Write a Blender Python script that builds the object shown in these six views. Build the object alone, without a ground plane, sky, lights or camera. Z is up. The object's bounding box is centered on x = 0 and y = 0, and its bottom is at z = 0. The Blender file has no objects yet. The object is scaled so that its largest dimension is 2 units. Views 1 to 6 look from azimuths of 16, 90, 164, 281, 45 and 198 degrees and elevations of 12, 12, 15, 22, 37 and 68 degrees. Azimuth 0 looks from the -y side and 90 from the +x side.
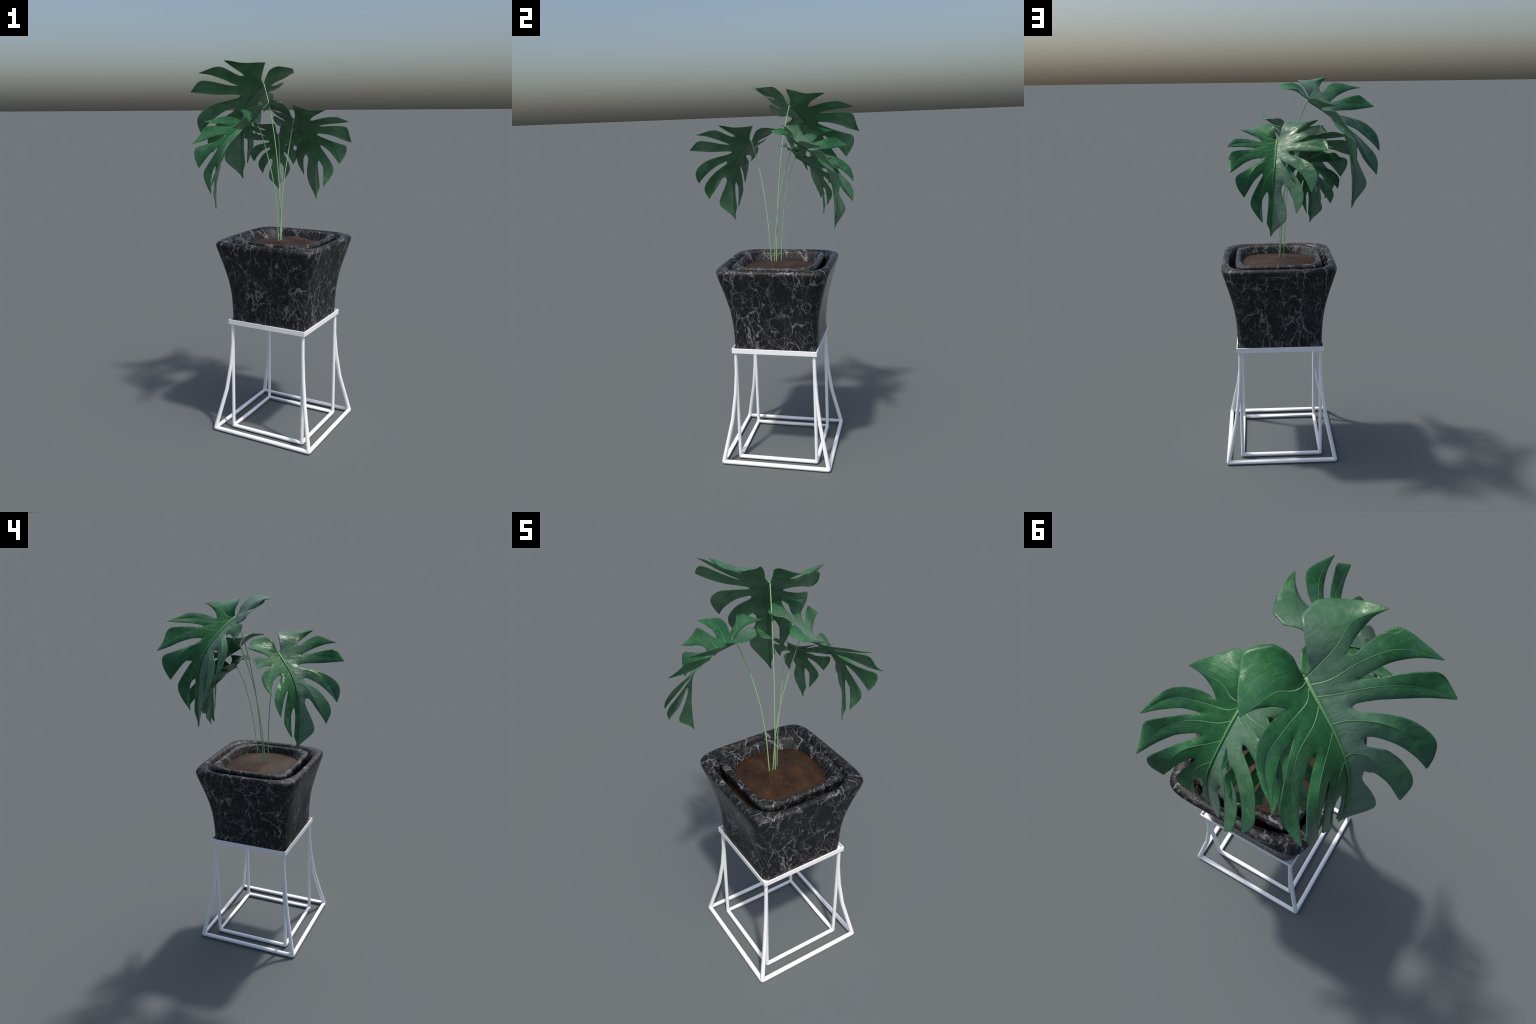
"""Split-leaf plant in a marble planter on a white wire stand (Blender 4.5)."""
import bpy, bmesh, math, random
import numpy as np
from mathutils import Vector, Matrix, Euler

random.seed(7)
TURN = -0.2388                  # stand and planter are turned about z
CX, CY = 0.0893, -0.0051        # their common axis

# ------------------------------------------------------------------ helpers
def new_object(name, data, parent=None):
    ob = bpy.data.objects.new(name, data)
    bpy.context.scene.collection.objects.link(ob)
    if parent is not None:
        ob.parent = parent
    return ob

def mesh_from(name, verts, faces, smooth=True):
    me = bpy.data.meshes.new(name)
    me.from_pydata([tuple(map(float, v)) for v in verts], [], [tuple(map(int, f)) for f in faces])
    me.update()
    if smooth:
        me.polygons.foreach_set("use_smooth", [True] * len(me.polygons))
    return me

def fix_normals(me):
    bm = bmesh.new(); bm.from_mesh(me)
    bmesh.ops.recalc_face_normals(bm, faces=bm.faces)
    bm.to_mesh(me); bm.free()

def bake_modifiers(ob):
    dg = bpy.context.evaluated_depsgraph_get()
    dg.update()
    me = bpy.data.meshes.new_from_object(ob.evaluated_get(dg))
    ob.modifiers.clear()
    old = ob.data
    ob.data = me
    me.name = old.name
    bpy.data.meshes.remove(old)
    return me

def spline(points, n, crowd=1.0):
    """Centripetal Catmull-Rom through points, resampled to n+1 points (crowd > 1: denser at the start)."""
    P = [np.array(p, float) for p in points]
    P = [2 * P[0] - P[1]] + P + [2 * P[-1] - P[-2]]
    dense = []
    for i in range(1, len(P) - 2):
        p0, p1, p2, p3 = P[i - 1:i + 3]
        t0 = 0.0
        t1 = t0 + max(np.linalg.norm(p1 - p0), 1e-6) ** 0.5
        t2 = t1 + max(np.linalg.norm(p2 - p1), 1e-6) ** 0.5
        t3 = t2 + max(np.linalg.norm(p3 - p2), 1e-6) ** 0.5
        for t in np.linspace(t1, t2, 24, endpoint=False):
            a1 = (t1 - t) / (t1 - t0) * p0 + (t - t0) / (t1 - t0) * p1
            a2 = (t2 - t) / (t2 - t1) * p1 + (t - t1) / (t2 - t1) * p2
            a3 = (t3 - t) / (t3 - t2) * p2 + (t - t2) / (t3 - t2) * p3
            b1 = (t2 - t) / (t2 - t0) * a1 + (t - t0) / (t2 - t0) * a2
            b2 = (t3 - t) / (t3 - t1) * a2 + (t - t1) / (t3 - t1) * a3
            dense.append((t2 - t) / (t2 - t1) * b1 + (t - t1) / (t2 - t1) * b2)
    dense.append(P[-2])
    dense = np.array(dense)
    s = np.r_[0, np.cumsum(np.linalg.norm(np.diff(dense, axis=0), axis=1))]
    w = s[-1] * np.linspace(0, 1, n + 1) ** crowd
    return np.stack([np.interp(w, s, dense[:, k]) for k in range(3)], 1)

def along(curve, f0, f1, n):
    """n+1 points of a polyline between the length fractions f0 and f1."""
    s = np.r_[0, np.cumsum(np.linalg.norm(np.diff(curve, axis=0), axis=1))]
    w = np.linspace(f0, f1, n + 1) * s[-1]
    return np.stack([np.interp(w, s, curve[:, k]) for k in range(3)], 1)

def tube(points, radii, sides=10, flat=1.0, up=None, cap=True):
    """Swept tube; returns verts, faces. flat squashes the section along the frame's 2nd axis."""
    P = np.array(points, float)
    n = len(P)
    radii = np.broadcast_to(np.array(radii, float), (n,))
    T = np.gradient(P, axis=0)
    T /= np.linalg.norm(T, axis=1)[:, None] + 1e-12
    verts, faces = [], []
    a = np.array([0, 0, 1.0]) if up is None else None
    x = None
    for i in range(n):
        if up is not None:
            u = up[i]
            x = np.cross(T[i], u)
        elif x is None:
            x = np.cross(T[i], a if abs(T[i][2]) < 0.9 else np.array([1.0, 0, 0]))
        else:
            x = x - T[i] * (x @ T[i])
        x = x / (np.linalg.norm(x) + 1e-12)
        y = np.cross(x, T[i])
        for k in range(sides):
            ang = 2 * math.pi * (k + 0.5) / sides
            verts.append(P[i] + radii[i] * (math.cos(ang) * x + flat * math.sin(ang) * y))
    for i in range(n - 1):
        for k in range(sides):
            k2 = (k + 1) % sides
            faces.append((i * sides + k, i * sides + k2, (i + 1) * sides + k2, (i + 1) * sides + k))
    if cap:
        faces.append(tuple(range(sides))[::-1])
        faces.append(tuple((n - 1) * sides + k for k in range(sides)))
    return verts, faces

def join_parts(parts):
    V, F = [], []
    for v, f in parts:
        o = len(V)
        V += list(v)
        F += [tuple(i + o for i in q) for q in f]
    return V, F

def turned(x, y, z):
    c, s = math.cos(TURN), math.sin(TURN)
    return np.array([CX + c * x - s * y, CY + s * x + c * y, z])

# ---------------------------------------------------------------- materials
class Mat:
    def __init__(self, name):
        self.m = bpy.data.materials.new(name)
        self.m.use_nodes = True
        self.t = self.m.node_tree
        self.b = self.t.nodes["Principled BSDF"]
        self.co = self.t.nodes.new("ShaderNodeTexCoord").outputs["Object"]

    def n(self, kind, ins=None, **props):
        nd = self.t.nodes.new("ShaderNode" + kind)
        for k, v in props.items():
            setattr(nd, k, v)
        for k, v in (ins or {}).items():
            self.set(nd, k, v)
        return nd

    def set(self, nd, k, v):
        sock = nd.inputs[k]
        if isinstance(v, bpy.types.NodeSocket):
            self.t.links.new(v, sock)
        else:
            sock.default_value = v

    def mapped(self, scale=(1, 1, 1), rot=(0, 0, 0), loc=(0, 0, 0)):
        return self.n("Mapping", {"Vector": self.co, "Scale": scale, "Rotation": rot, "Location": loc}).outputs[0]

    def noise(self, vec, scale, detail=4, rough=0.55, dist=0.0):
        return self.n("TexNoise", {"Vector": vec, "Scale": scale, "Detail": detail, "Roughness": rough, "Distortion": dist})

    def ramp(self, fac, stops, interp="LINEAR"):
        r = self.n("ValToRGB", {"Fac": fac})
        r.color_ramp.interpolation = interp
        e = r.color_ramp.elements
        while len(e) > 1:
            e.remove(e[-1])
        for i, (p, c) in enumerate(stops):
            el = e[0] if i == 0 else e.new(p)
            el.position = p
            el.color = (c, c, c, 1) if isinstance(c, (int, float)) else (*c, 1)
        return r.outputs[0]

    def mix(self, fac, a, b, mode="MIX"):
        nd = self.n("Mix", data_type="RGBA", blend_type=mode)
        self.set(nd, 0, fac)
        self.set(nd, 6, (*a, 1) if isinstance(a, tuple) else a)
        self.set(nd, 7, (*b, 1) if isinstance(b, tuple) else b)
        return nd.outputs[2]

    def math(self, op, a, b=0.0, c=0.0):
        nd = self.n("Math", operation=op)
        self.set(nd, 0, a); self.set(nd, 1, b)
        if op in ("MULTIPLY_ADD",):
            self.set(nd, 2, c)
        return nd.outputs[0]

    def bump(self, height, strength, distance=0.01, normal=None):
        ins = {"Height": height, "Strength": strength, "Distance": distance}
        if normal is not None:
            ins["Normal"] = normal
        return self.n("Bump", ins).outputs[0]

    def out(self, **kw):
        for k, v in kw.items():
            self.set(self.b, k.replace("_", " "), v)
        return self.m
# ------------------------------------------------------------------- materials used
def marble():
    m = Mat("black_marble")
    co = m.co
    # slanted flow: space is stretched along a diagonal, then warped twice
    flow = m.mapped(scale=(1.0, 1.0, 0.55), rot=(0.75, 0.80, 0.30))
    def warp(vec, scale, amount):
        w = m.noise(vec, scale, 5, 0.6).outputs["Color"]
        w = m.n("VectorMath", {0: w, 1: (0.5, 0.5, 0.5)}, operation="SUBTRACT").outputs[0]
        w = m.n("VectorMath", {0: w, "Scale": amount}, operation="SCALE").outputs[0]
        return m.n("VectorMath", {0: vec, 1: w}, operation="ADD").outputs[0]
    p = warp(warp(flow, 5.0, 0.20), 22.0, 0.035)
    def cracks(scale, width, seed, lo):
        vec = m.n("VectorMath", {0: p, 1: (seed, seed * 0.7, -seed)}, operation="ADD").outputs[0]
        d = m.n("TexVoronoi", {"Vector": vec, "Scale": scale}, feature="DISTANCE_TO_EDGE").outputs["Distance"]
        # the vein swells and dies away from place to place
        k = m.noise(vec, scale * 1.1, 4, 0.62).outputs[0]
        w = m.math("MULTIPLY", m.ramp(k, [(lo, 0.0), (lo + 0.12, 0.22), (lo + 0.30, 1.0)]), width)
        r = m.math("DIVIDE", d, m.math("ADD", w, 0.0006))
        return m.ramp(r, [(0.45, 1.0), (1.0, 0.0)])
    big = cracks(10.5, 0.056, 0.0, 0.37)
    mid = m.math("MULTIPLY", cracks(21.0, 0.062, 3.1, 0.40), 0.9)
    fine = m.math("MULTIPLY", cracks(46.0, 0.065, 7.7, 0.42), 0.6)
    fleck = m.ramp(m.noise(p, 75, 3, 0.6).outputs[0], [(0.68, 0.0), (0.72, 0.7)])
    blot = m.ramp(m.noise(p, 24, 4, 0.6).outputs[0], [(0.67, 0.0), (0.70, 0.95)])
    s = m.math("MAXIMUM", m.math("MAXIMUM", big, mid), m.math("MAXIMUM", fine, m.math("MAXIMUM", fleck, blot)))
    haze = m.ramp(m.noise(p, 10, 6, 0.7).outputs[0], [(0.45, 0.0), (0.75, 0.16)])
    base = m.mix(haze, (0.0022, 0.0024, 0.0026), (0.10, 0.10, 0.10))
    col = m.mix(s, base, (0.162, 0.160, 0.166))
    # polished sheen: glossier on the veins and at glancing angles
    facing = m.n("LayerWeight", {"Blend": 0.5}).outputs["Facing"]
    rough = m.math("MULTIPLY", m.ramp(s, [(0.0, 0.58), (1.0, 0.45)]), m.ramp(facing, [(0.70, 1.0), (0.93, 0.25)]))
    return m.out(Base_Color=col, Roughness=rough, Specular_IOR_Level=0.38)

def white_metal():
    m = Mat("white_enamel")
    g = m.noise(m.co, 60, 3).outputs[0]
    return m.out(Base_Color=(0.93, 0.93, 0.94, 1), Roughness=m.ramp(g, [(0, 0.27), (1, 0.29)]), Specular_IOR_Level=0.6)

def soil_mat():
    m = Mat("brown_soil")
    a = m.noise(m.co, 14, 6, 0.65).outputs[0]
    b = m.noise(m.co, 170, 6, 0.8).outputs[0]
    col = m.ramp(a, [(0.34, (0.016, 0.0082, 0.0048)), (0.5, (0.033, 0.0155, 0.0070)), (0.66, (0.054, 0.0255, 0.0095))])
    col = m.mix(m.ramp(b, [(0.56, 0.0), (0.64, 0.6)]), col, (0.13, 0.080, 0.035))
    col = m.mix(m.ramp(b, [(0.36, 0.75), (0.46, 0.0)]), col, (0.02, 0.01, 0.006))
    nrm = m.bump(b, 0.3, 0.004)
    return m.out(Base_Color=col, Roughness=0.55, Normal=nrm, Specular_IOR_Level=0.22)

def leaf_top():
    m = Mat("leaf_upper_skin")
    co = m.co
    big = m.noise(m.co, 6, 4, 0.6).outputs[0]
    fine = m.noise(m.co, 75, 5, 0.65).outputs[0]
    wr = m.noise(m.mapped(scale=(0.35, 1.5, 1.0), rot=(0, 0, 0.25)), 42, 6, 0.62, 0.9).outputs[0]
    calm = m.ramp(m.noise(m.co, 9, 2).outputs[0], [(0.42, 0.15), (0.65, 1.0)])
    col = m.ramp(big, [(0.36, (0.014, 0.074, 0.026)), (0.5, (0.025, 0.120, 0.040)), (0.64, (0.055, 0.175, 0.072))])
    col = m.mix(m.ramp(fine, [(0.45, 0.0), (0.8, 0.3)]), col, (0.070, 0.20, 0.085))
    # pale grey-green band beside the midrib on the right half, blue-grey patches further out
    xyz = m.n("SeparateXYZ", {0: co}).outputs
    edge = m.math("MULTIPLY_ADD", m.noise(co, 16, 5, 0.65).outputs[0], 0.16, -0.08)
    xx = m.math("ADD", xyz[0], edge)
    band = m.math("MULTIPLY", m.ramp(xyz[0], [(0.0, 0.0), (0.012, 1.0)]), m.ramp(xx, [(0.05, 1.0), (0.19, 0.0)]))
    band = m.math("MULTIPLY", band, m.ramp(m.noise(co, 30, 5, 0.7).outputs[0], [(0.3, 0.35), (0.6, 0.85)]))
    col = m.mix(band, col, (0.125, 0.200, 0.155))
    far = m.math("ABSOLUTE", xyz[0])
    far = m.math("MULTIPLY", m.ramp(far, [(0.08, 0.0), (0.20, 1.0)]), m.ramp(m.noise(co, 13, 5, 0.7).outputs[0], [(0.46, 0.0), (0.60, 0.9)]))
    col = m.mix(far, col, (0.030, 0.085, 0.058))
    nrm = m.bump(m.math("MULTIPLY", wr, calm), 0.36, 0.012)
    nrm = m.bump(fine, 0.15, 0.003, nrm)
    rough = m.ramp(fine, [(0.3, 0.18), (0.7, 0.30)])
    return m.out(Base_Color=col, Roughness=rough, Specular_IOR_Level=0.17, Normal=nrm)

def leaf_under():
    m = Mat("leaf_under_skin")
    big = m.noise(m.co, 8, 4, 0.6).outputs[0]
    fine = m.noise(m.co, 80, 5, 0.65).outputs[0]
    col = m.ramp(big, [(0.32, (0.036, 0.125, 0.055)), (0.5, (0.058, 0.180, 0.082)), (0.68, (0.105, 0.235, 0.135))])  # greens lightened and greyed: bounce light and sheen on the shaded underside, painted in
    wr = m.noise(m.mapped(scale=(0.35, 1.5, 1.0), rot=(0, 0, 0.25)), 38, 5, 0.6, 0.8).outputs[0]
    nrm = m.bump(wr, 0.35, 0.010)
    nrm = m.bump(fine, 0.15, 0.003, nrm)
    return m.out(Base_Color=col, Roughness=0.42, Specular_IOR_Level=0.5, Normal=nrm)

def plain(name, col, rough):
    m = Mat(name)
    f = m.noise(m.co, 40, 3).outputs[0]
    c = m.mix(m.math("MULTIPLY", f, 0.5), col, tuple(0.72 * x for x in col))
    return m.out(Base_Color=c, Roughness=rough)

def vein_skin():
    m = Mat("pale_vein")
    d = m.n("VectorMath", {0: m.co}, operation="LENGTH").outputs["Value"]
    col = m.ramp(d, [(0.02, (0.19, 0.37, 0.17)), (0.11, (0.105, 0.25, 0.105)), (0.30, (0.050, 0.165, 0.062))])
    return m.out(Base_Color=col, Roughness=0.5, Specular_IOR_Level=0.3)

MARBLE, WHITE, SOIL = marble(), white_metal(), soil_mat()
TOP, UNDER = leaf_top(), leaf_under()
VEIN = vein_skin()
STALK = plain("pale_green_stalk", (0.31, 0.53, 0.25), 0.45)

# ----------------------------------------------------------------------- the stand
def bar(name, pts, r, parent, mesh=None):
    r = np.broadcast_to(np.array(r, float), (len(pts),))
    v, f = tube(pts, r, sides=10)
    me = mesh_from(name, v, f)
    me.materials.append(WHITE)
    fix_normals(me)
    me.set_sharp_from_angle(angle=math.radians(50))
    return new_object(name, me, parent)

def round_corner_loop(half, z, r, corner, name, parent):
    """Square foot frame swept as one closed tube with slightly rounded corners."""
    pts = []
    for sx, sy in ((1, 1), (-1, 1), (-1, -1), (1, -1)):
        a0 = math.atan2(sy, sx) - math.pi / 4
        for k in range(4):
            a = a0 + math.pi / 2 * k / 3
            pts.append((sx * (half - corner) + corner * math.cos(a), sy * (half - corner) + corner * math.sin(a)))
    P = [turned(x, y, z) for x, y in pts]
    n, sides, V, F = len(P), 10, [], []
    for i in range(n):
        t = P[(i + 1) % n] - P[i - 1]
        t /= np.linalg.norm(t)
        x = np.cross(t, (0, 0, 1.0))
        for k in range(sides):
            ang = 2 * math.pi * (k + 0.5) / sides
            V.append(P[i] + r * (math.cos(ang) * x + math.sin(ang) * np.array([0, 0, 1.0])))
    for i in range(n):
        for k in range(sides):
            F.append((i * sides + k, i * sides + (k + 1) % sides, (i + 1) % n * sides + (k + 1) % sides, (i + 1) % n * sides + k))
    me = mesh_from(name, V, F)
    me.materials.append(WHITE)
    fix_normals(me)
    return new_object(name, me, parent)

def build_stand():
    root = new_object("plant_stand", None)
    root["label"] = "white wire-frame plant stand with square tray and flared legs"
    root["category"] = "plant stand"
    # tray: shallow square pan with a thin raised lip
    H, z0, z1, lip, floor = 0.2278, 0.6125, 0.6395, 0.005, 0.6225
    rings = [(H, z0), (H, z1), (H - lip, z1), (H - lip, floor)]
    V, F = [], []
    for h, z in rings:
        for sx, sy in ((1, 1), (-1, 1), (-1, -1), (1, -1)):
            V.append(turned(sx * h, sy * h, z))
    for i in range(3):
        for k in range(4):
            F.append((4 * i + k, 4 * i + (k + 1) % 4, 4 * i + 4 + (k + 1) % 4, 4 * i + 4 + k))
    F += [(3, 2, 1, 0), (12, 13, 14, 15)]
    me = mesh_from("tray", V, F, smooth=False)
    me.materials.append(WHITE)
    fix_normals(me)
    tray = new_object("tray", me, root)
    bv = tray.modifiers.new("bevel", "BEVEL")
    bv.width, bv.segments, bv.limit_method = 0.0016, 2, "ANGLE"
    # two square foot frames
    round_corner_loop(0.2855, 0.0115, 0.0115, 0.004, "foot_frame", root)
    round_corner_loop(0.2115, 0.0110, 0.0106, 0.004, "foot_frame", root)
    # legs: one straight and one that bows outward, at each corner
    bowed = [(0.2855, 0.0125), (0.2380, 0.237), (0.2205, 0.380), (0.2125, 0.500), (0.2110, 0.6135)]
    for sx, sy in ((1, 1), (-1, 1), (-1, -1), (1, -1)):
        bar("straight_leg", [turned(sx * h, sy * h, z) for h, z in ((0.2115, 0.0105), (0.2110, 0.31), (0.2105, 0.6135))], 0.0092, root)
        bar("bowed_leg", [turned(sx * h, sy * h, z) for h, z in bowed], [0.0114, 0.0106, 0.0098, 0.0093, 0.009], root)

# ---------------------------------------------------------------------- the planter
def ring(half, n, z, count):
    th = np.arange(count) * 2 * math.pi / count
    c, s = np.cos(th), np.sin(th)
    r = half / (np.abs(c) ** n + np.abs(s) ** n) ** (1 / n)
    return [turned(x, y, z) for x, y in zip(r * c, r * s)]

# (half width, squareness, height) from the underside, up the flared outside, over the rim, down inside
PLANTER = [(0.150, 9, 0.6245), (0.212, 9.5, 0.6245), (0.2205, 9.5, 0.6275), (0.2232, 9.4, 0.634), (0.2240, 9.3, 0.66), (0.2258, 9.1, 0.71),
           (0.2290, 8.9, 0.76), (0.2350, 8.7, 0.81), (0.2440, 8.5, 0.86), (0.2548, 8.4, 0.905), (0.2665, 8.3, 0.95),
           (0.2785, 8.2, 0.99), (0.2895, 8.1, 1.03), (0.2942, 8.0, 1.047), (0.2958, 7.8, 1.057), (0.2940, 7.2, 1.0650),
           (0.2895, 6.4, 1.0710), (0.2820, 5.6, 1.0743), (0.2735, 4.8, 1.0746), (0.2660, 4.2, 1.0715), (0.2608, 3.9, 1.0655),
           (0.2572, 3.9, 1.057), (0.2490, 3.5, 1.04), (0.2365, 3.3, 1.00), (0.222, 3.3, 0.95)]

def lathe(profile, count=160, scale=1.0, zc=0.0, zs=1.0, close=True):
    V, F = [], []
    for h, n, z in profile:
        V += ring(h * scale, n, zc + z * zs, count)
    for i in range(len(profile) - 1):
        for k in range(count):
            k2 = (k + 1) % count
            F.append((i * count + k, i * count + k2, (i + 1) * count + k2, (i + 1) * count + k))
    if close:
        F.append(tuple(range(count))[::-1])
        o = (len(profile) - 1) * count
        F.append(tuple(o + k for k in range(count)))
    return V, F

def build_planter():
    me = mesh_from("planter", *lathe(PLANTER))
    me.materials.append(MARBLE)
    fix_normals(me)
    ob = new_object("marble_planter", me)
    ob["label"] = "flared square planter of black marble with white veins"
    ob["category"] = "planter"

def build_potted_plant():
    root = new_object("split_leaf_plant", None)
    root.location = (CX, CY, 0)
    bpy.context.view_layer.update()
    inv = Matrix.Translation((-CX, -CY, 0))
    root["label"] = "potted plant with four glossy split leaves on thin stalks"
    root["category"] = "houseplant"
    k = 0.2255 / 0.2958
    inner = [p for p in PLANTER[8:]]
    me = mesh_from("inner_pot", *lathe(inner, scale=k, zc=1.0783 - 1.0746 * k, zs=k))
    me.materials.append(MARBLE)
    fix_normals(me)
    me.transform(inv)
    new_object("inner_pot", me, root)
    # soil: low mound that runs out to the wall of the planter
    V, F = [], []
    count, rings = 96, 28
    V.append(turned(0, 0, 0))
    hs = [0.236 * (i / rings) for i in range(1, rings + 1)]
    for h in hs:
        V += ring(h, 2 + 2.2 * min(1, h / 0.2), 0, count)
    rnd = np.random.RandomState(3)
    waves = [(rnd.uniform(8, 34), rnd.uniform(8, 34), rnd.uniform(0, 6.28), rnd.uniform(0.0005, 0.0020)) for _ in range(14)]
    for i, v in enumerate(V):
        d = math.hypot(v[0] - CX, v[1] - CY)
        h = hs[(i - 1) // count] if i else 0.0
        v[2] = 1.0625 - 0.024 * (d / 0.2) ** 2 - (3.4 * (h - 0.207) if h > 0.207 else 0.0)
        for a, b, ph, am in waves:
            v[2] += am * math.sin(a * v[0] + b * v[1] * (1 if a > 20 else -1) + ph)
    for c in range(count):
        F.append((0, 1 + c, 1 + (c + 1) % count))
    for i in range(rings - 1):
        for c in range(count):
            c2 = (c + 1) % count
            F.append((1 + i * count + c, 1 + (i + 1) * count + c, 1 + (i + 1) * count + c2, 1 + i * count + c2))
    me = mesh_from("soil", V, F)
    me.materials.append(SOIL)
    fix_normals(me)
    me.transform(inv)
    so = new_object("soil", me, root)
    sd = so.modifiers.new("depth", "SOLIDIFY")
    sd.thickness, sd.offset = 0.03, -1
    return root, inv

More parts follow.
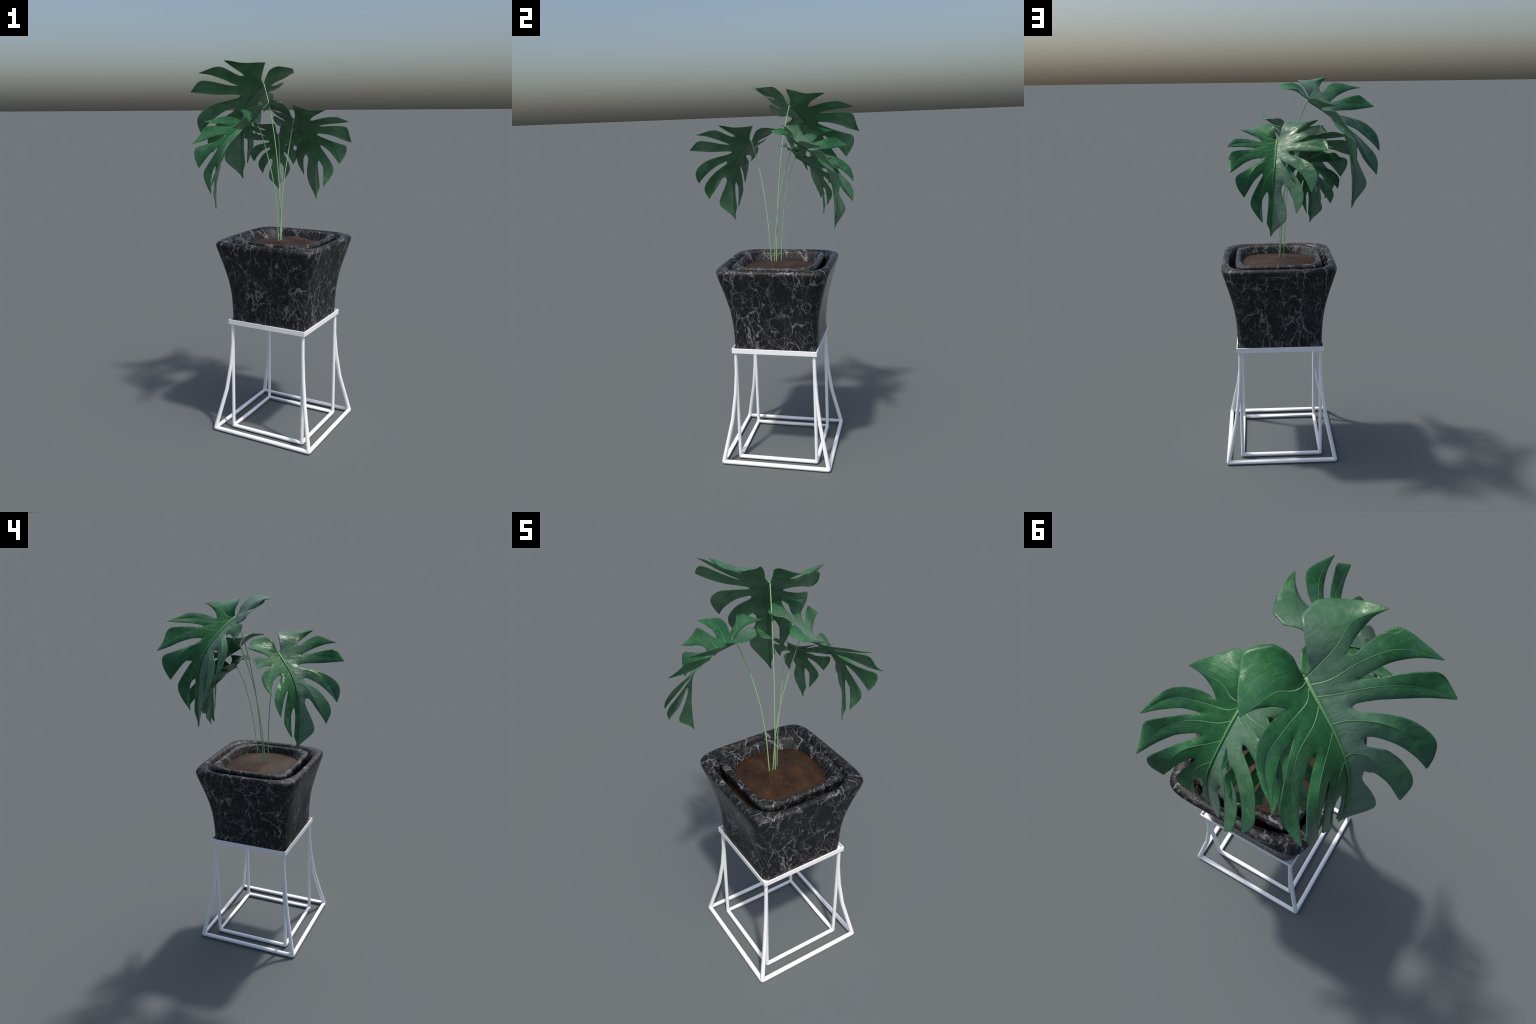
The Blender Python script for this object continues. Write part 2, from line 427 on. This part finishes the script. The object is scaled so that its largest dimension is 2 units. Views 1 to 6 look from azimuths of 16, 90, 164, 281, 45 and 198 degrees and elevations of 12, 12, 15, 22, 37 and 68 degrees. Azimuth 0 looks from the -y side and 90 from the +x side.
# ------------------------------------------------------------------------ the leaves
# Leaf frame: origin where the stalk joins, -y towards the tip, +x to the right seen from above, +z up.
MIDRIB = [(0, 0, 0), (-0.0019, -0.0226, 0.0167), (-0.002, -0.0843, 0.058), (-0.0008, -0.1393, 0.089), (-0.0017, -0.212, 0.1149), (-0.0048, -0.2783, 0.1194), (-0.0062, -0.3537, 0.0983), (-0.001, -0.462, 0.0579), (0, -0.5803, 0)]
LOBES = {
    'R1': dict(root=0.008, tip=(0.2331, 0.1079, 0.076), notch=(0.1059, 0.0322, 0.0459),
        upper=[(0.0176, 0.0228, 0.005), (0.0185, 0.034, 0.0054), (0.0199, 0.0591, 0.0053), (0.0413, 0.1259, -0.024), (0.059, 0.1398, -0.0475), (0.0816, 0.142, -0.0499), (0.1128, 0.1462, -0.0571), (0.1633, 0.1344, -0.0308), (0.1868, 0.1276, -0.0079), (0.1974, 0.1251, 0.0054), (0.2065, 0.1227, 0.0212), (0.2207, 0.1186, 0.0461)],
        lower=[(0.2083, 0.0925, 0.0498), (0.181, 0.0772, 0.0429), (0.1498, 0.0606, 0.0402), (0.1171, 0.0427, 0.0457)],
        vein=[(0.0322, 0.0176, 0.0139), (0.0932, 0.0571, 0.0296), (0.1509, 0.0983, 0.0314)]),
    'R2': dict(root=0.035, tip=(0.2795, -0.0134, 0.2137), notch=(0.1126, -0.0376, 0.0744),
        upper=[(0.1235, 0.0281, 0.0577), (0.1374, 0.0332, 0.0594), (0.1564, 0.0408, 0.0618), (0.178, 0.0503, 0.0694), (0.2022, 0.0604, 0.0819), (0.2301, 0.0666, 0.097), (0.248, 0.0539, 0.124), (0.2628, 0.0265, 0.1599), (0.273, 0.0033, 0.1895)],
        lower=[(0.2706, -0.0109, 0.2007), (0.2599, -0.0079, 0.1863), (0.2361, -0.0043, 0.1582), (0.1858, -0.011, 0.1135), (0.1477, -0.0225, 0.0927), (0.13, -0.0285, 0.0844), (0.1156, -0.0349, 0.0779)],
        vein=[(0.0456, -0.0165, 0.04), (0.1393, 0.0118, 0.0787), (0.2181, 0.0204, 0.1312)]),
    'R3': dict(root=0.089, tip=(0.2909, -0.1325, 0.2402), notch=(0.0716, -0.0996, 0.0821),
        upper=[(0.152, -0.0414, 0.1062), (0.1935, -0.04, 0.1365), (0.2218, -0.0404, 0.1594), (0.2448, -0.0428, 0.1802), (0.2548, -0.0445, 0.1887), (0.257, -0.045, 0.1904), (0.2641, -0.0471, 0.1945), (0.2801, -0.0644, 0.204), (0.2881, -0.1002, 0.2218)],
        lower=[(0.2418, -0.1214, 0.1898), (0.1797, -0.1102, 0.1418), (0.1401, -0.1011, 0.1165), (0.1323, -0.0995, 0.112), (0.1305, -0.0991, 0.111), (0.1148, -0.0967, 0.1025), (0.0824, -0.094, 0.0862)],
        vein=[(0.0419, -0.0537, 0.0557), (0.1375, -0.062, 0.1078), (0.2204, -0.0828, 0.1662)]),
    'R4': dict(root=0.220, tip=(0.208, -0.3621, 0.1936), notch=(0.0628, -0.1877, 0.1186),
        upper=[(0.0755, -0.1106, 0.0885), (0.1098, -0.1289, 0.109), (0.1271, -0.1366, 0.1188), (0.1513, -0.1497, 0.1347), (0.1836, -0.172, 0.1576), (0.2053, -0.1947, 0.1763), (0.2318, -0.2393, 0.1977), (0.241, -0.273, 0.2055), (0.2302, -0.3217, 0.2029)],
        lower=[(0.1993, -0.3394, 0.1892), (0.1851, -0.3053, 0.1786), (0.1558, -0.2569, 0.1598), (0.1291, -0.2254, 0.1474), (0.1015, -0.201, 0.132), (0.0881, -0.1916, 0.1252), (0.0702, -0.1848, 0.12)],
        vein=[(0.043, -0.1212, 0.095), (0.1239, -0.1611, 0.1403), (0.1848, -0.2399, 0.1697)]),
    'R5': dict(root=0.384, tip=(0.1341, -0.4735, 0.1486), notch=(0.054, -0.3036, 0.1168),
        upper=[(0.0662, -0.2076, 0.1237), (0.0895, -0.2283, 0.1326), (0.1229, -0.2582, 0.1412), (0.1323, -0.2728, 0.1467), (0.1524, -0.3077, 0.1565), (0.1591, -0.3285, 0.1636), (0.1692, -0.3655, 0.1735), (0.1682, -0.4121, 0.1728), (0.1488, -0.4474, 0.1606)],
        lower=[(0.1327, -0.4582, 0.1454), (0.1172, -0.3982, 0.1289), (0.0979, -0.3595, 0.1242), (0.0916, -0.3473, 0.125), (0.0861, -0.3376, 0.1256), (0.071, -0.3153, 0.1277), (0.0597, -0.3076, 0.1263)],
        vein=[(0.0172, -0.2068, 0.1156), (0.0169, -0.2066, 0.1155), (0.0589, -0.2392, 0.1323)]),
    'R6': dict(lower=[(0.05, -0.3088, 0.1151), (0.0442, -0.3299, 0.1112), (0.0579, -0.3759, 0.1051), (0.0684, -0.4041, 0.1033), (0.0795, -0.4454, 0.1024), (0.0826, -0.4738, 0.1023), (0.08, -0.5, 0.0942), (0.0581, -0.5222, 0.07), (0.0351, -0.5407, 0.043), (0.0179, -0.5552, 0.0229)]),
    'L1': dict(root=0.015, tip=(-0.2147, 0.0306, 0.0344), notch=(-0.0863, -0.0305, 0.0375),
        upper=[(-0.0135, 0.0386, 0.0059), (-0.0163, 0.0745, -0.0031), (-0.0253, 0.0936, -0.0161), (-0.0349, 0.105, -0.0281), (-0.0437, 0.1119, -0.0411), (-0.1095, 0.111, -0.0783), (-0.1246, 0.0984, -0.0687), (-0.1408, 0.0849, -0.0581), (-0.153, 0.0743, -0.047), (-0.1733, 0.0622, -0.0234), (-0.1899, 0.0536, -0.0033), (-0.2079, 0.0386, 0.0223)],
        lower=[(-0.1769, 0.0209, 0.0227), (-0.1471, 0.0088, 0.0221), (-0.1142, -0.0057, 0.0287), (-0.0874, -0.0276, 0.0366)],
        vein=[(-0.022, -0.0083, 0.017), (-0.0514, -0.0029, 0.0158), (-0.0879, 0.0159, 0.0098)]),
    'L2': dict(root=0.040, tip=(-0.2694, -0.128, 0.192), notch=(-0.1154, -0.0868, 0.0762),
        upper=[(-0.1031, -0.0318, 0.0359), (-0.1271, -0.0293, 0.0374), (-0.1515, -0.0278, 0.0464), (-0.1698, -0.0283, 0.0547), (-0.1849, -0.0295, 0.0609), (-0.211, -0.0357, 0.0774), (-0.2329, -0.046, 0.0978), (-0.2585, -0.0835, 0.1385), (-0.2674, -0.1153, 0.1757)],
        lower=[(-0.2492, -0.119, 0.1681), (-0.2286, -0.1103, 0.1463), (-0.2125, -0.1044, 0.1333), (-0.2005, -0.1001, 0.1235), (-0.1858, -0.0952, 0.1112), (-0.1627, -0.09, 0.0963), (-0.1166, -0.0866, 0.0772)],
        vein=[(-0.0266, -0.0399, 0.0371), (-0.1093, -0.0544, 0.0575), (-0.2176, -0.0747, 0.1047)]),
    'L3': dict(root=0.126, tip=(-0.2389, -0.2869, 0.2195), notch=(-0.0726, -0.1538, 0.0992),
        upper=[(-0.1259, -0.0954, 0.0833), (-0.1382, -0.1007, 0.0932), (-0.1541, -0.1073, 0.1062), (-0.1793, -0.1179, 0.1266), (-0.2132, -0.1331, 0.1538), (-0.2409, -0.1495, 0.1745), (-0.2538, -0.1682, 0.1808), (-0.2557, -0.1969, 0.1826), (-0.2516, -0.2298, 0.1879)],
        lower=[(-0.2269, -0.2716, 0.2042), (-0.2018, -0.2392, 0.1717), (-0.177, -0.2094, 0.1522), (-0.1516, -0.1855, 0.1327), (-0.1262, -0.169, 0.1201), (-0.103, -0.1578, 0.1081), (-0.0843, -0.1524, 0.101)],
        vein=[(-0.038, -0.0888, 0.0671), (-0.1251, -0.1158, 0.1023), (-0.1938, -0.1675, 0.1495)]),
    'L4': dict(root=0.249, tip=(-0.1564, -0.4003, 0.1419), notch=(-0.0642, -0.2463, 0.1216),
        upper=[(-0.0761, -0.1629, 0.0998), (-0.0826, -0.1698, 0.1017), (-0.0908, -0.1768, 0.1054), (-0.1347, -0.2176, 0.1296), (-0.1856, -0.2694, 0.1735), (-0.1998, -0.2838, 0.1881), (-0.2079, -0.2991, 0.1953), (-0.2036, -0.3343, 0.1878), (-0.1916, -0.3571, 0.1765)],
        lower=[(-0.1564, -0.3996, 0.1416), (-0.1556, -0.398, 0.1415), (-0.1511, -0.388, 0.141), (-0.1375, -0.3576, 0.1402), (-0.1096, -0.3, 0.136), (-0.0723, -0.2486, 0.1262), (-0.0745, -0.2501, 0.1269)],
        vein=[(-0.0372, -0.1632, 0.1031), (-0.1044, -0.2162, 0.1388), (-0.1428, -0.3002, 0.1531)]),
    'L5': dict(root=0.397, tip=(-0.0485, -0.5149, 0.047), notch=(-0.0308, -0.3462, 0.1034),
        upper=[(-0.0638, -0.2562, 0.1212), (-0.0699, -0.2733, 0.1198), (-0.0853, -0.3069, 0.1196), (-0.1037, -0.3523, 0.1193), (-0.1151, -0.3864, 0.1194), (-0.1191, -0.4024, 0.1193), (-0.1193, -0.4309, 0.1086), (-0.0967, -0.4661, 0.0886), (-0.0687, -0.495, 0.0644)],
        lower=[(-0.0561, -0.5005, 0.0557), (-0.0666, -0.4774, 0.0678), (-0.0671, -0.4467, 0.0794), (-0.063, -0.4137, 0.0877), (-0.0564, -0.388, 0.0955), (-0.0433, -0.36, 0.101), (-0.0384, -0.3524, 0.1032)],
        vein=[(-0.0232, -0.2459, 0.1195), (-0.0558, -0.3125, 0.1162), (-0.0595, -0.4068, 0.0878)]),
    'L6': dict(lower=[(-0.026, -0.3618, 0.0978), (-0.0236, -0.3845, 0.089), (-0.0235, -0.4003, 0.0834), (-0.0234, -0.4117, 0.0792), (-0.0238, -0.4297, 0.0725), (-0.0247, -0.4536, 0.0629), (-0.0257, -0.4803, 0.052), (-0.0265, -0.5093, 0.04), (-0.0121, -0.5371, 0.026), (-0.0004, -0.5683, 0.0086)]),
}
LEAVES = [
    dict(size=1.0000, base=(-0.0535, 0.0804, 1.8846), turn=(65.23, 4.25, -126.52)),
    dict(size=0.8545, base=(-0.0406, -0.1322, 1.7024), turn=(65.11, 4.18, -49.14)),
    dict(size=0.8539, base=(0.1126, 0.0938, 1.6981), turn=(65.23, 4.02, 162.91)),
    dict(size=0.6050, base=(0.0248, 0.1005, 1.6165), turn=(64.83, 4.10, -159.35)),
]
# stalks from the soil up to the leaf base (middle points)
STALKS = [
    [(0.0745, -0.0223, 1.052), (0.0682, -0.0168, 1.159), (0.0609, -0.0101, 1.266), (0.0511, -0.0021, 1.390), (0.0371, 0.0102, 1.5135), (0.0166, 0.0257, 1.637), (-0.0105, 0.0471, 1.761)],
    [(0.0635, -0.0485, 1.050), (0.0590, -0.0517, 1.134), (0.0549, -0.0556, 1.218), (0.0460, -0.0621, 1.315), (0.0336, -0.0718, 1.412), (0.0136, -0.0859, 1.509), (-0.0079, -0.1056, 1.606)],
    [(0.0685, -0.0328, 1.052), (0.0707, -0.0274, 1.1365), (0.0718, -0.0209, 1.2195), (0.0757, -0.0100, 1.315), (0.0828, 0.0048, 1.411), (0.0932, 0.0266, 1.5065), (0.1023, 0.0550, 1.602)],
    [(0.0605, 0.0040, 1.053), (0.0571, 0.0081, 1.128), (0.0553, 0.0134, 1.200), (0.0528, 0.0206, 1.283), (0.0506, 0.0322, 1.3666), (0.0454, 0.0470, 1.450), (0.0374, 0.0681, 1.533)],
]
STALK_R = [0.0027, 0.0027, 0.0025, 0.0019]
NS, NE, NV = 8, 30, 6       # steps along the seam, along a lobe edge, across half a lobe

def leaf_side(s):
    """One half of the leaf: five lobes and half of the end lobe, as a smooth quad sheet."""
    mid = spline(MIDRIB, 200)
    rows = []                                   # (left column, right column, base row) grids
    roots = [LOBES[f'{s}{i}']['root'] for i in range(1, 6)]
    joint = [0.0] + [0.5 * (roots[i] + roots[i + 1]) for i in range(4)] + [roots[4] + 0.10]
    V, fixed, veinpt, key = [], [], [], {}
    def vid(p, fix, k):
        if k in key:
            return key[k]
        key[k] = len(V)
        V.append(np.array(p, float)); fixed.append(fix); veinpt.append(0)
        return key[k]
    F, grids, veins = [], [], []
    seams, uppers, lowers = {}, {}, {}
    for i in range(1, 6):
        L = LOBES[f'{s}{i}']
        kp = along(mid, joint[i], joint[i], 1)[0]
        notch = np.array(L['notch'])
        bulge = 0.5 * (kp + notch) + np.array([0, 0, 0.006])
        seams[i] = spline([kp, bulge, notch], NS)
        prev = np.array(LOBES[f'{s}{i-1}']['notch']) if i > 1 else np.zeros(3)
        uppers[i] = spline([prev] + L['upper'] + [L['tip']], NE if i > 1 else NS + NE, 1.35 if i > 1 else 1)
        lowers[i] = spline(([L['tip']] + L['lower'] + [L['notch']])[::-1], NE, 1.35)
    lowers[6] = spline([LOBES[f'{s}5']['notch']] + LOBES[f'{s}6']['lower'] + [MIDRIB[-1]], NE, 1.2)
    flip = 1 if s == 'R' else -1
    def panel(inner, outer, base_f, ik, ok, base_seam=None):
        """Quads between an inner line (vein) and an outer line (seam + edge)."""
        nu = len(inner) - 1
        G = []
        for a in range(nu + 1):
            row = []
            for b in range(NV + 1):
                f = b / NV
                if b == 0:
                    row.append(ik(a))
                elif b == NV:
                    row.append(ok(a))
                elif a == nu:
                    row.append(ik(nu))
                elif a == 0 and base_f is not None:
                    row.append(base_f(b))
                else:
                    p = inner[a] * (1 - f) + outer[a] * f
                    row.append(vid(p, False, (id(inner), id(outer), a, b)))
            G.append(row)
        return G
    def add_faces(G, up):
        for a in range(len(G) - 1):
            for b in range(NV):
                q = [G[a][b], G[a][b + 1], G[a + 1][b + 1], G[a + 1][b]]
                q = [x for j, x in enumerate(q) if x not in q[:j]]
                if len(q) < 3:
                    continue
                F.append(tuple(q if up else q[::-1]))
        grids.append(G)
    tot = NS + NE
    for i in range(1, 6):
        L = LOBES[f'{s}{i}']
        root = along(mid, roots[i - 1], roots[i - 1], 1)[0]
        vein = spline([root] + L['vein'] + [L['tip']], 240)
        def split(target):
            # the vein runs beside the seam up to the point level with the notch
            j = int(np.argmin(np.linalg.norm(vein - target, axis=1)))
            j = min(max(j, 50), 130)
            return j / 240
        fu = split(np.array(LOBES[f'{s}{i-1}']['notch'])) if i > 1 else 0.33
        fl = split(np.array(L['notch']))
        fs = 0.5 * (fu + fl)
        v = np.vstack([along(vein, 0, fs, NS), along(vein, fs, 1, NE)[1:]])
        veins.append(vein)
        tip_k = ('tip', i)
        def ik(a, v=v, i=i):
            if a == tot:
                return vid(v[a], True, ('tip', i))
            n = vid(v[a], a == 0, ('vein', i, a))
            veinpt[n] = 1 if a else 0
            return n
        # upper half
        if i == 1:
            outer_u = uppers[1]
            ok_u = lambda a: vid(outer_u[a], True, ('tip', 1) if a == tot else ('up1', a))
            r0 = 0.0
        else:
            outer_u = np.vstack([seams[i - 1], uppers[i][1:]])
            def ok_u(a, o=outer_u, i=i):
                if a <= NS:
                    return vid(o[a], a in (0, NS), ('seam', i - 1, a))
                return vid(o[a], True, ('tip', i) if a == tot else ('up', i, a))
            r0 = joint[i - 1]
        bu = along(mid, roots[i - 1], r0, NV)
        G = panel(v, outer_u, lambda b, i=i, bu=bu: vid(bu[b], True, ('bu', i, b)), ik, ok_u)
        add_faces(G, s == 'R')
        # lower half
        outer_l = np.vstack([seams[i], lowers[i][1:]])
        def ok_l(a, o=outer_l, i=i):
            if a <= NS:
                return vid(o[a], a in (0, NS), ('seam', i, a))
            return vid(o[a], True, ('tip', i) if a == tot else ('lo', i, a))
        bl = along(mid, roots[i - 1], joint[i], NV)
        G = panel(v, outer_l, lambda b, i=i, bl=bl: vid(bl[b], True, ('bl', i, b)), ik, ok_l)
        add_faces(G, s == 'L')
    # end lobe: from the last seam to the tip, beside the midrib
    inner = along(mid, joint[5], 1.0, NE)
    outer = lowers[6]
    sm = seams[5]
    G = []
    for a in range(NE + 1):
        row = []
        for b in range(NS + 1):
            f = b / NS
            if a == 0:
                row.append(vid(sm[b], b in (0, NS), ('seam', 5, b)))
            elif a == NE:
                row.append(vid(inner[NE], True, ('end',)))
            elif b == 0:
                row.append(vid(inner[a], True, ('mid', a)))
            elif b == NS:
                row.append(vid(outer[a], True, ('lo6', a)))
            else:
                row.append(vid(inner[a] * (1 - f) + outer[a] * f, False, ('t', a, b)))
        G.append(row)
    up = s == 'R'
    for a in range(NE):
        for b in range(NS):
            q = [G[a][b], G[a][b + 1], G[a + 1][b + 1], G[a + 1][b]]
            q = [x for j, x in enumerate(q) if x not in q[:j]]
            F.append(tuple(q[::-1] if not up else q))
    # relax the inside of the sheet: a taut skin held by outline, midrib and (softly) the veins
    V = np.array(V)
    n = len(V)
    nb = [set() for _ in range(n)]
    for f in F:
        for j in range(len(f)):
            a, b = f[j], f[(j + 1) % len(f)]
            nb[a].add(b); nb[b].add(a)
    free = [j for j in range(n) if not fixed[j]]
    pos = {j: q for q, j in enumerate(free)}
    A = np.zeros((len(free), len(free)))
    B = np.zeros((len(free), 3))
    for j in free:
        q = pos[j]
        A[q, q] += len(nb[j])
        for k in nb[j]:
            if k in pos:
                A[q, pos[k]] -= 1
            else:
                B[q] += V[k]
        w = VEIN_HOLD if veinpt[j] else 0.02
        A[q, q] += w
        B[q] += w * V[j]
        if not veinpt[j]:
            B[q, 2] += PUFF * len(nb[j]) / 4      # the blade swells between the veins
    V[free] = np.linalg.solve(A, B)
    return V, F, veins
VEIN_HOLD = 9.0
PUFF = 0.0005

def build_leaf_meshes():
    parts, lines = [], []
    for s in 'RL':
        V, F, veins = leaf_side(s)
        parts.append((V, F))
        lines += veins
    V, F = join_parts(parts)
    F = [f[::-1] for f in F]                     # upper side is the front
    me = mesh_from("leaf", V, F)
    me.materials.append(TOP)
    me.materials.append(UNDER)
    tmp = new_object("leaf_tmp", me)
    ss = tmp.modifiers.new("fine", "SUBSURF")
    ss.levels = ss.render_levels = 1
    so = tmp.modifiers.new("thick", "SOLIDIFY")
    so.thickness, so.offset, so.material_offset = 0.0022, -1.0, 1
    so.use_even_offset = False
    me = bake_modifiers(tmp)
    me.polygons.foreach_set("use_smooth", [True] * len(me.polygons))
    bpy.data.objects.remove(tmp)
    # ribs: midrib and side veins, half sunk in the blade, on both faces
    from mathutils.bvhtree import BVHTree
    bvh = BVHTree.FromPolygons([tuple(v) for v in V], F)
    def settle(P):
        out, ups = [], []
        for p in P:
            loc, nor, _, _ = bvh.find_nearest(Vector(p))
            out.append(np.array(loc)); ups.append(np.array(nor))
        return np.array(out), np.array(ups)
    mid = spline(MIDRIB, 60)
    mp, mu = settle(mid)
    mu = np.array([np.mean(mu[max(0, i - 4):i + 5], axis=0) for i in range(len(mu))])
    mu /= np.linalg.norm(mu, axis=1)[:, None]
    ribs_top, ribs_under = [], []
    rad = 0.0010 + 0.0046 * np.linspace(1, 0, 61) ** 1.2
    ribs_top.append(tube(mid + mu * (0.75 * rad)[:, None], rad, 10, 0.8, mu))
    ribs_under.append(tube(mid - mu * 0.0032, rad * 0.9, 10, 0.8, mu))
    for ln in lines:
        P = along(ln, 0.0, 0.93, 40)
        P, U = settle(P)
        r = np.linspace(0.0022, 0.0003, 41)
        ribs_top.append(tube(P + U * 0.0002, r, 8, 0.5, U))
        ribs_under.append(tube(P - U * 0.0024, 0.7 * r, 6, 0.5, U))
    vt, vu = mesh_from("vein", *join_parts(ribs_top)), mesh_from("under_rib", *join_parts(ribs_under))
    vt.materials.append(VEIN); vu.materials.append(UNDER)
    fix_normals(vt); fix_normals(vu)
    return me, vt, vu

def build_leaves(root, inv):
    blade, vein, rib = build_leaf_meshes()
    for L, path, r in zip(LEAVES, STALKS, STALK_R):
        base = np.array(L['base'])
        M = Matrix.LocRotScale(Vector(base), Euler([math.radians(a) for a in L['turn']]), Vector((L['size'],) * 3))
        foot = M @ Vector((0, 0.002, -0.004))
        pts = spline(path + [tuple(foot)], 48)
        v, f = tube(pts, np.linspace(r, r * 0.85, 49), 8)
        me = mesh_from("stalk", v, f)
        me.materials.append(STALK)
        fix_normals(me)
        me.transform(inv)
        new_object("stalk", me, root)
        lf = new_object("leaf", blade, root)
        lf.matrix_basis = inv @ M
        for nm, data in (("vein", vein), ("under_rib", rib)):
            new_object(nm, data, lf)["kind"] = "stuff"

build_stand()
build_planter()
plant, inverse = build_potted_plant()
build_leaves(plant, inverse)
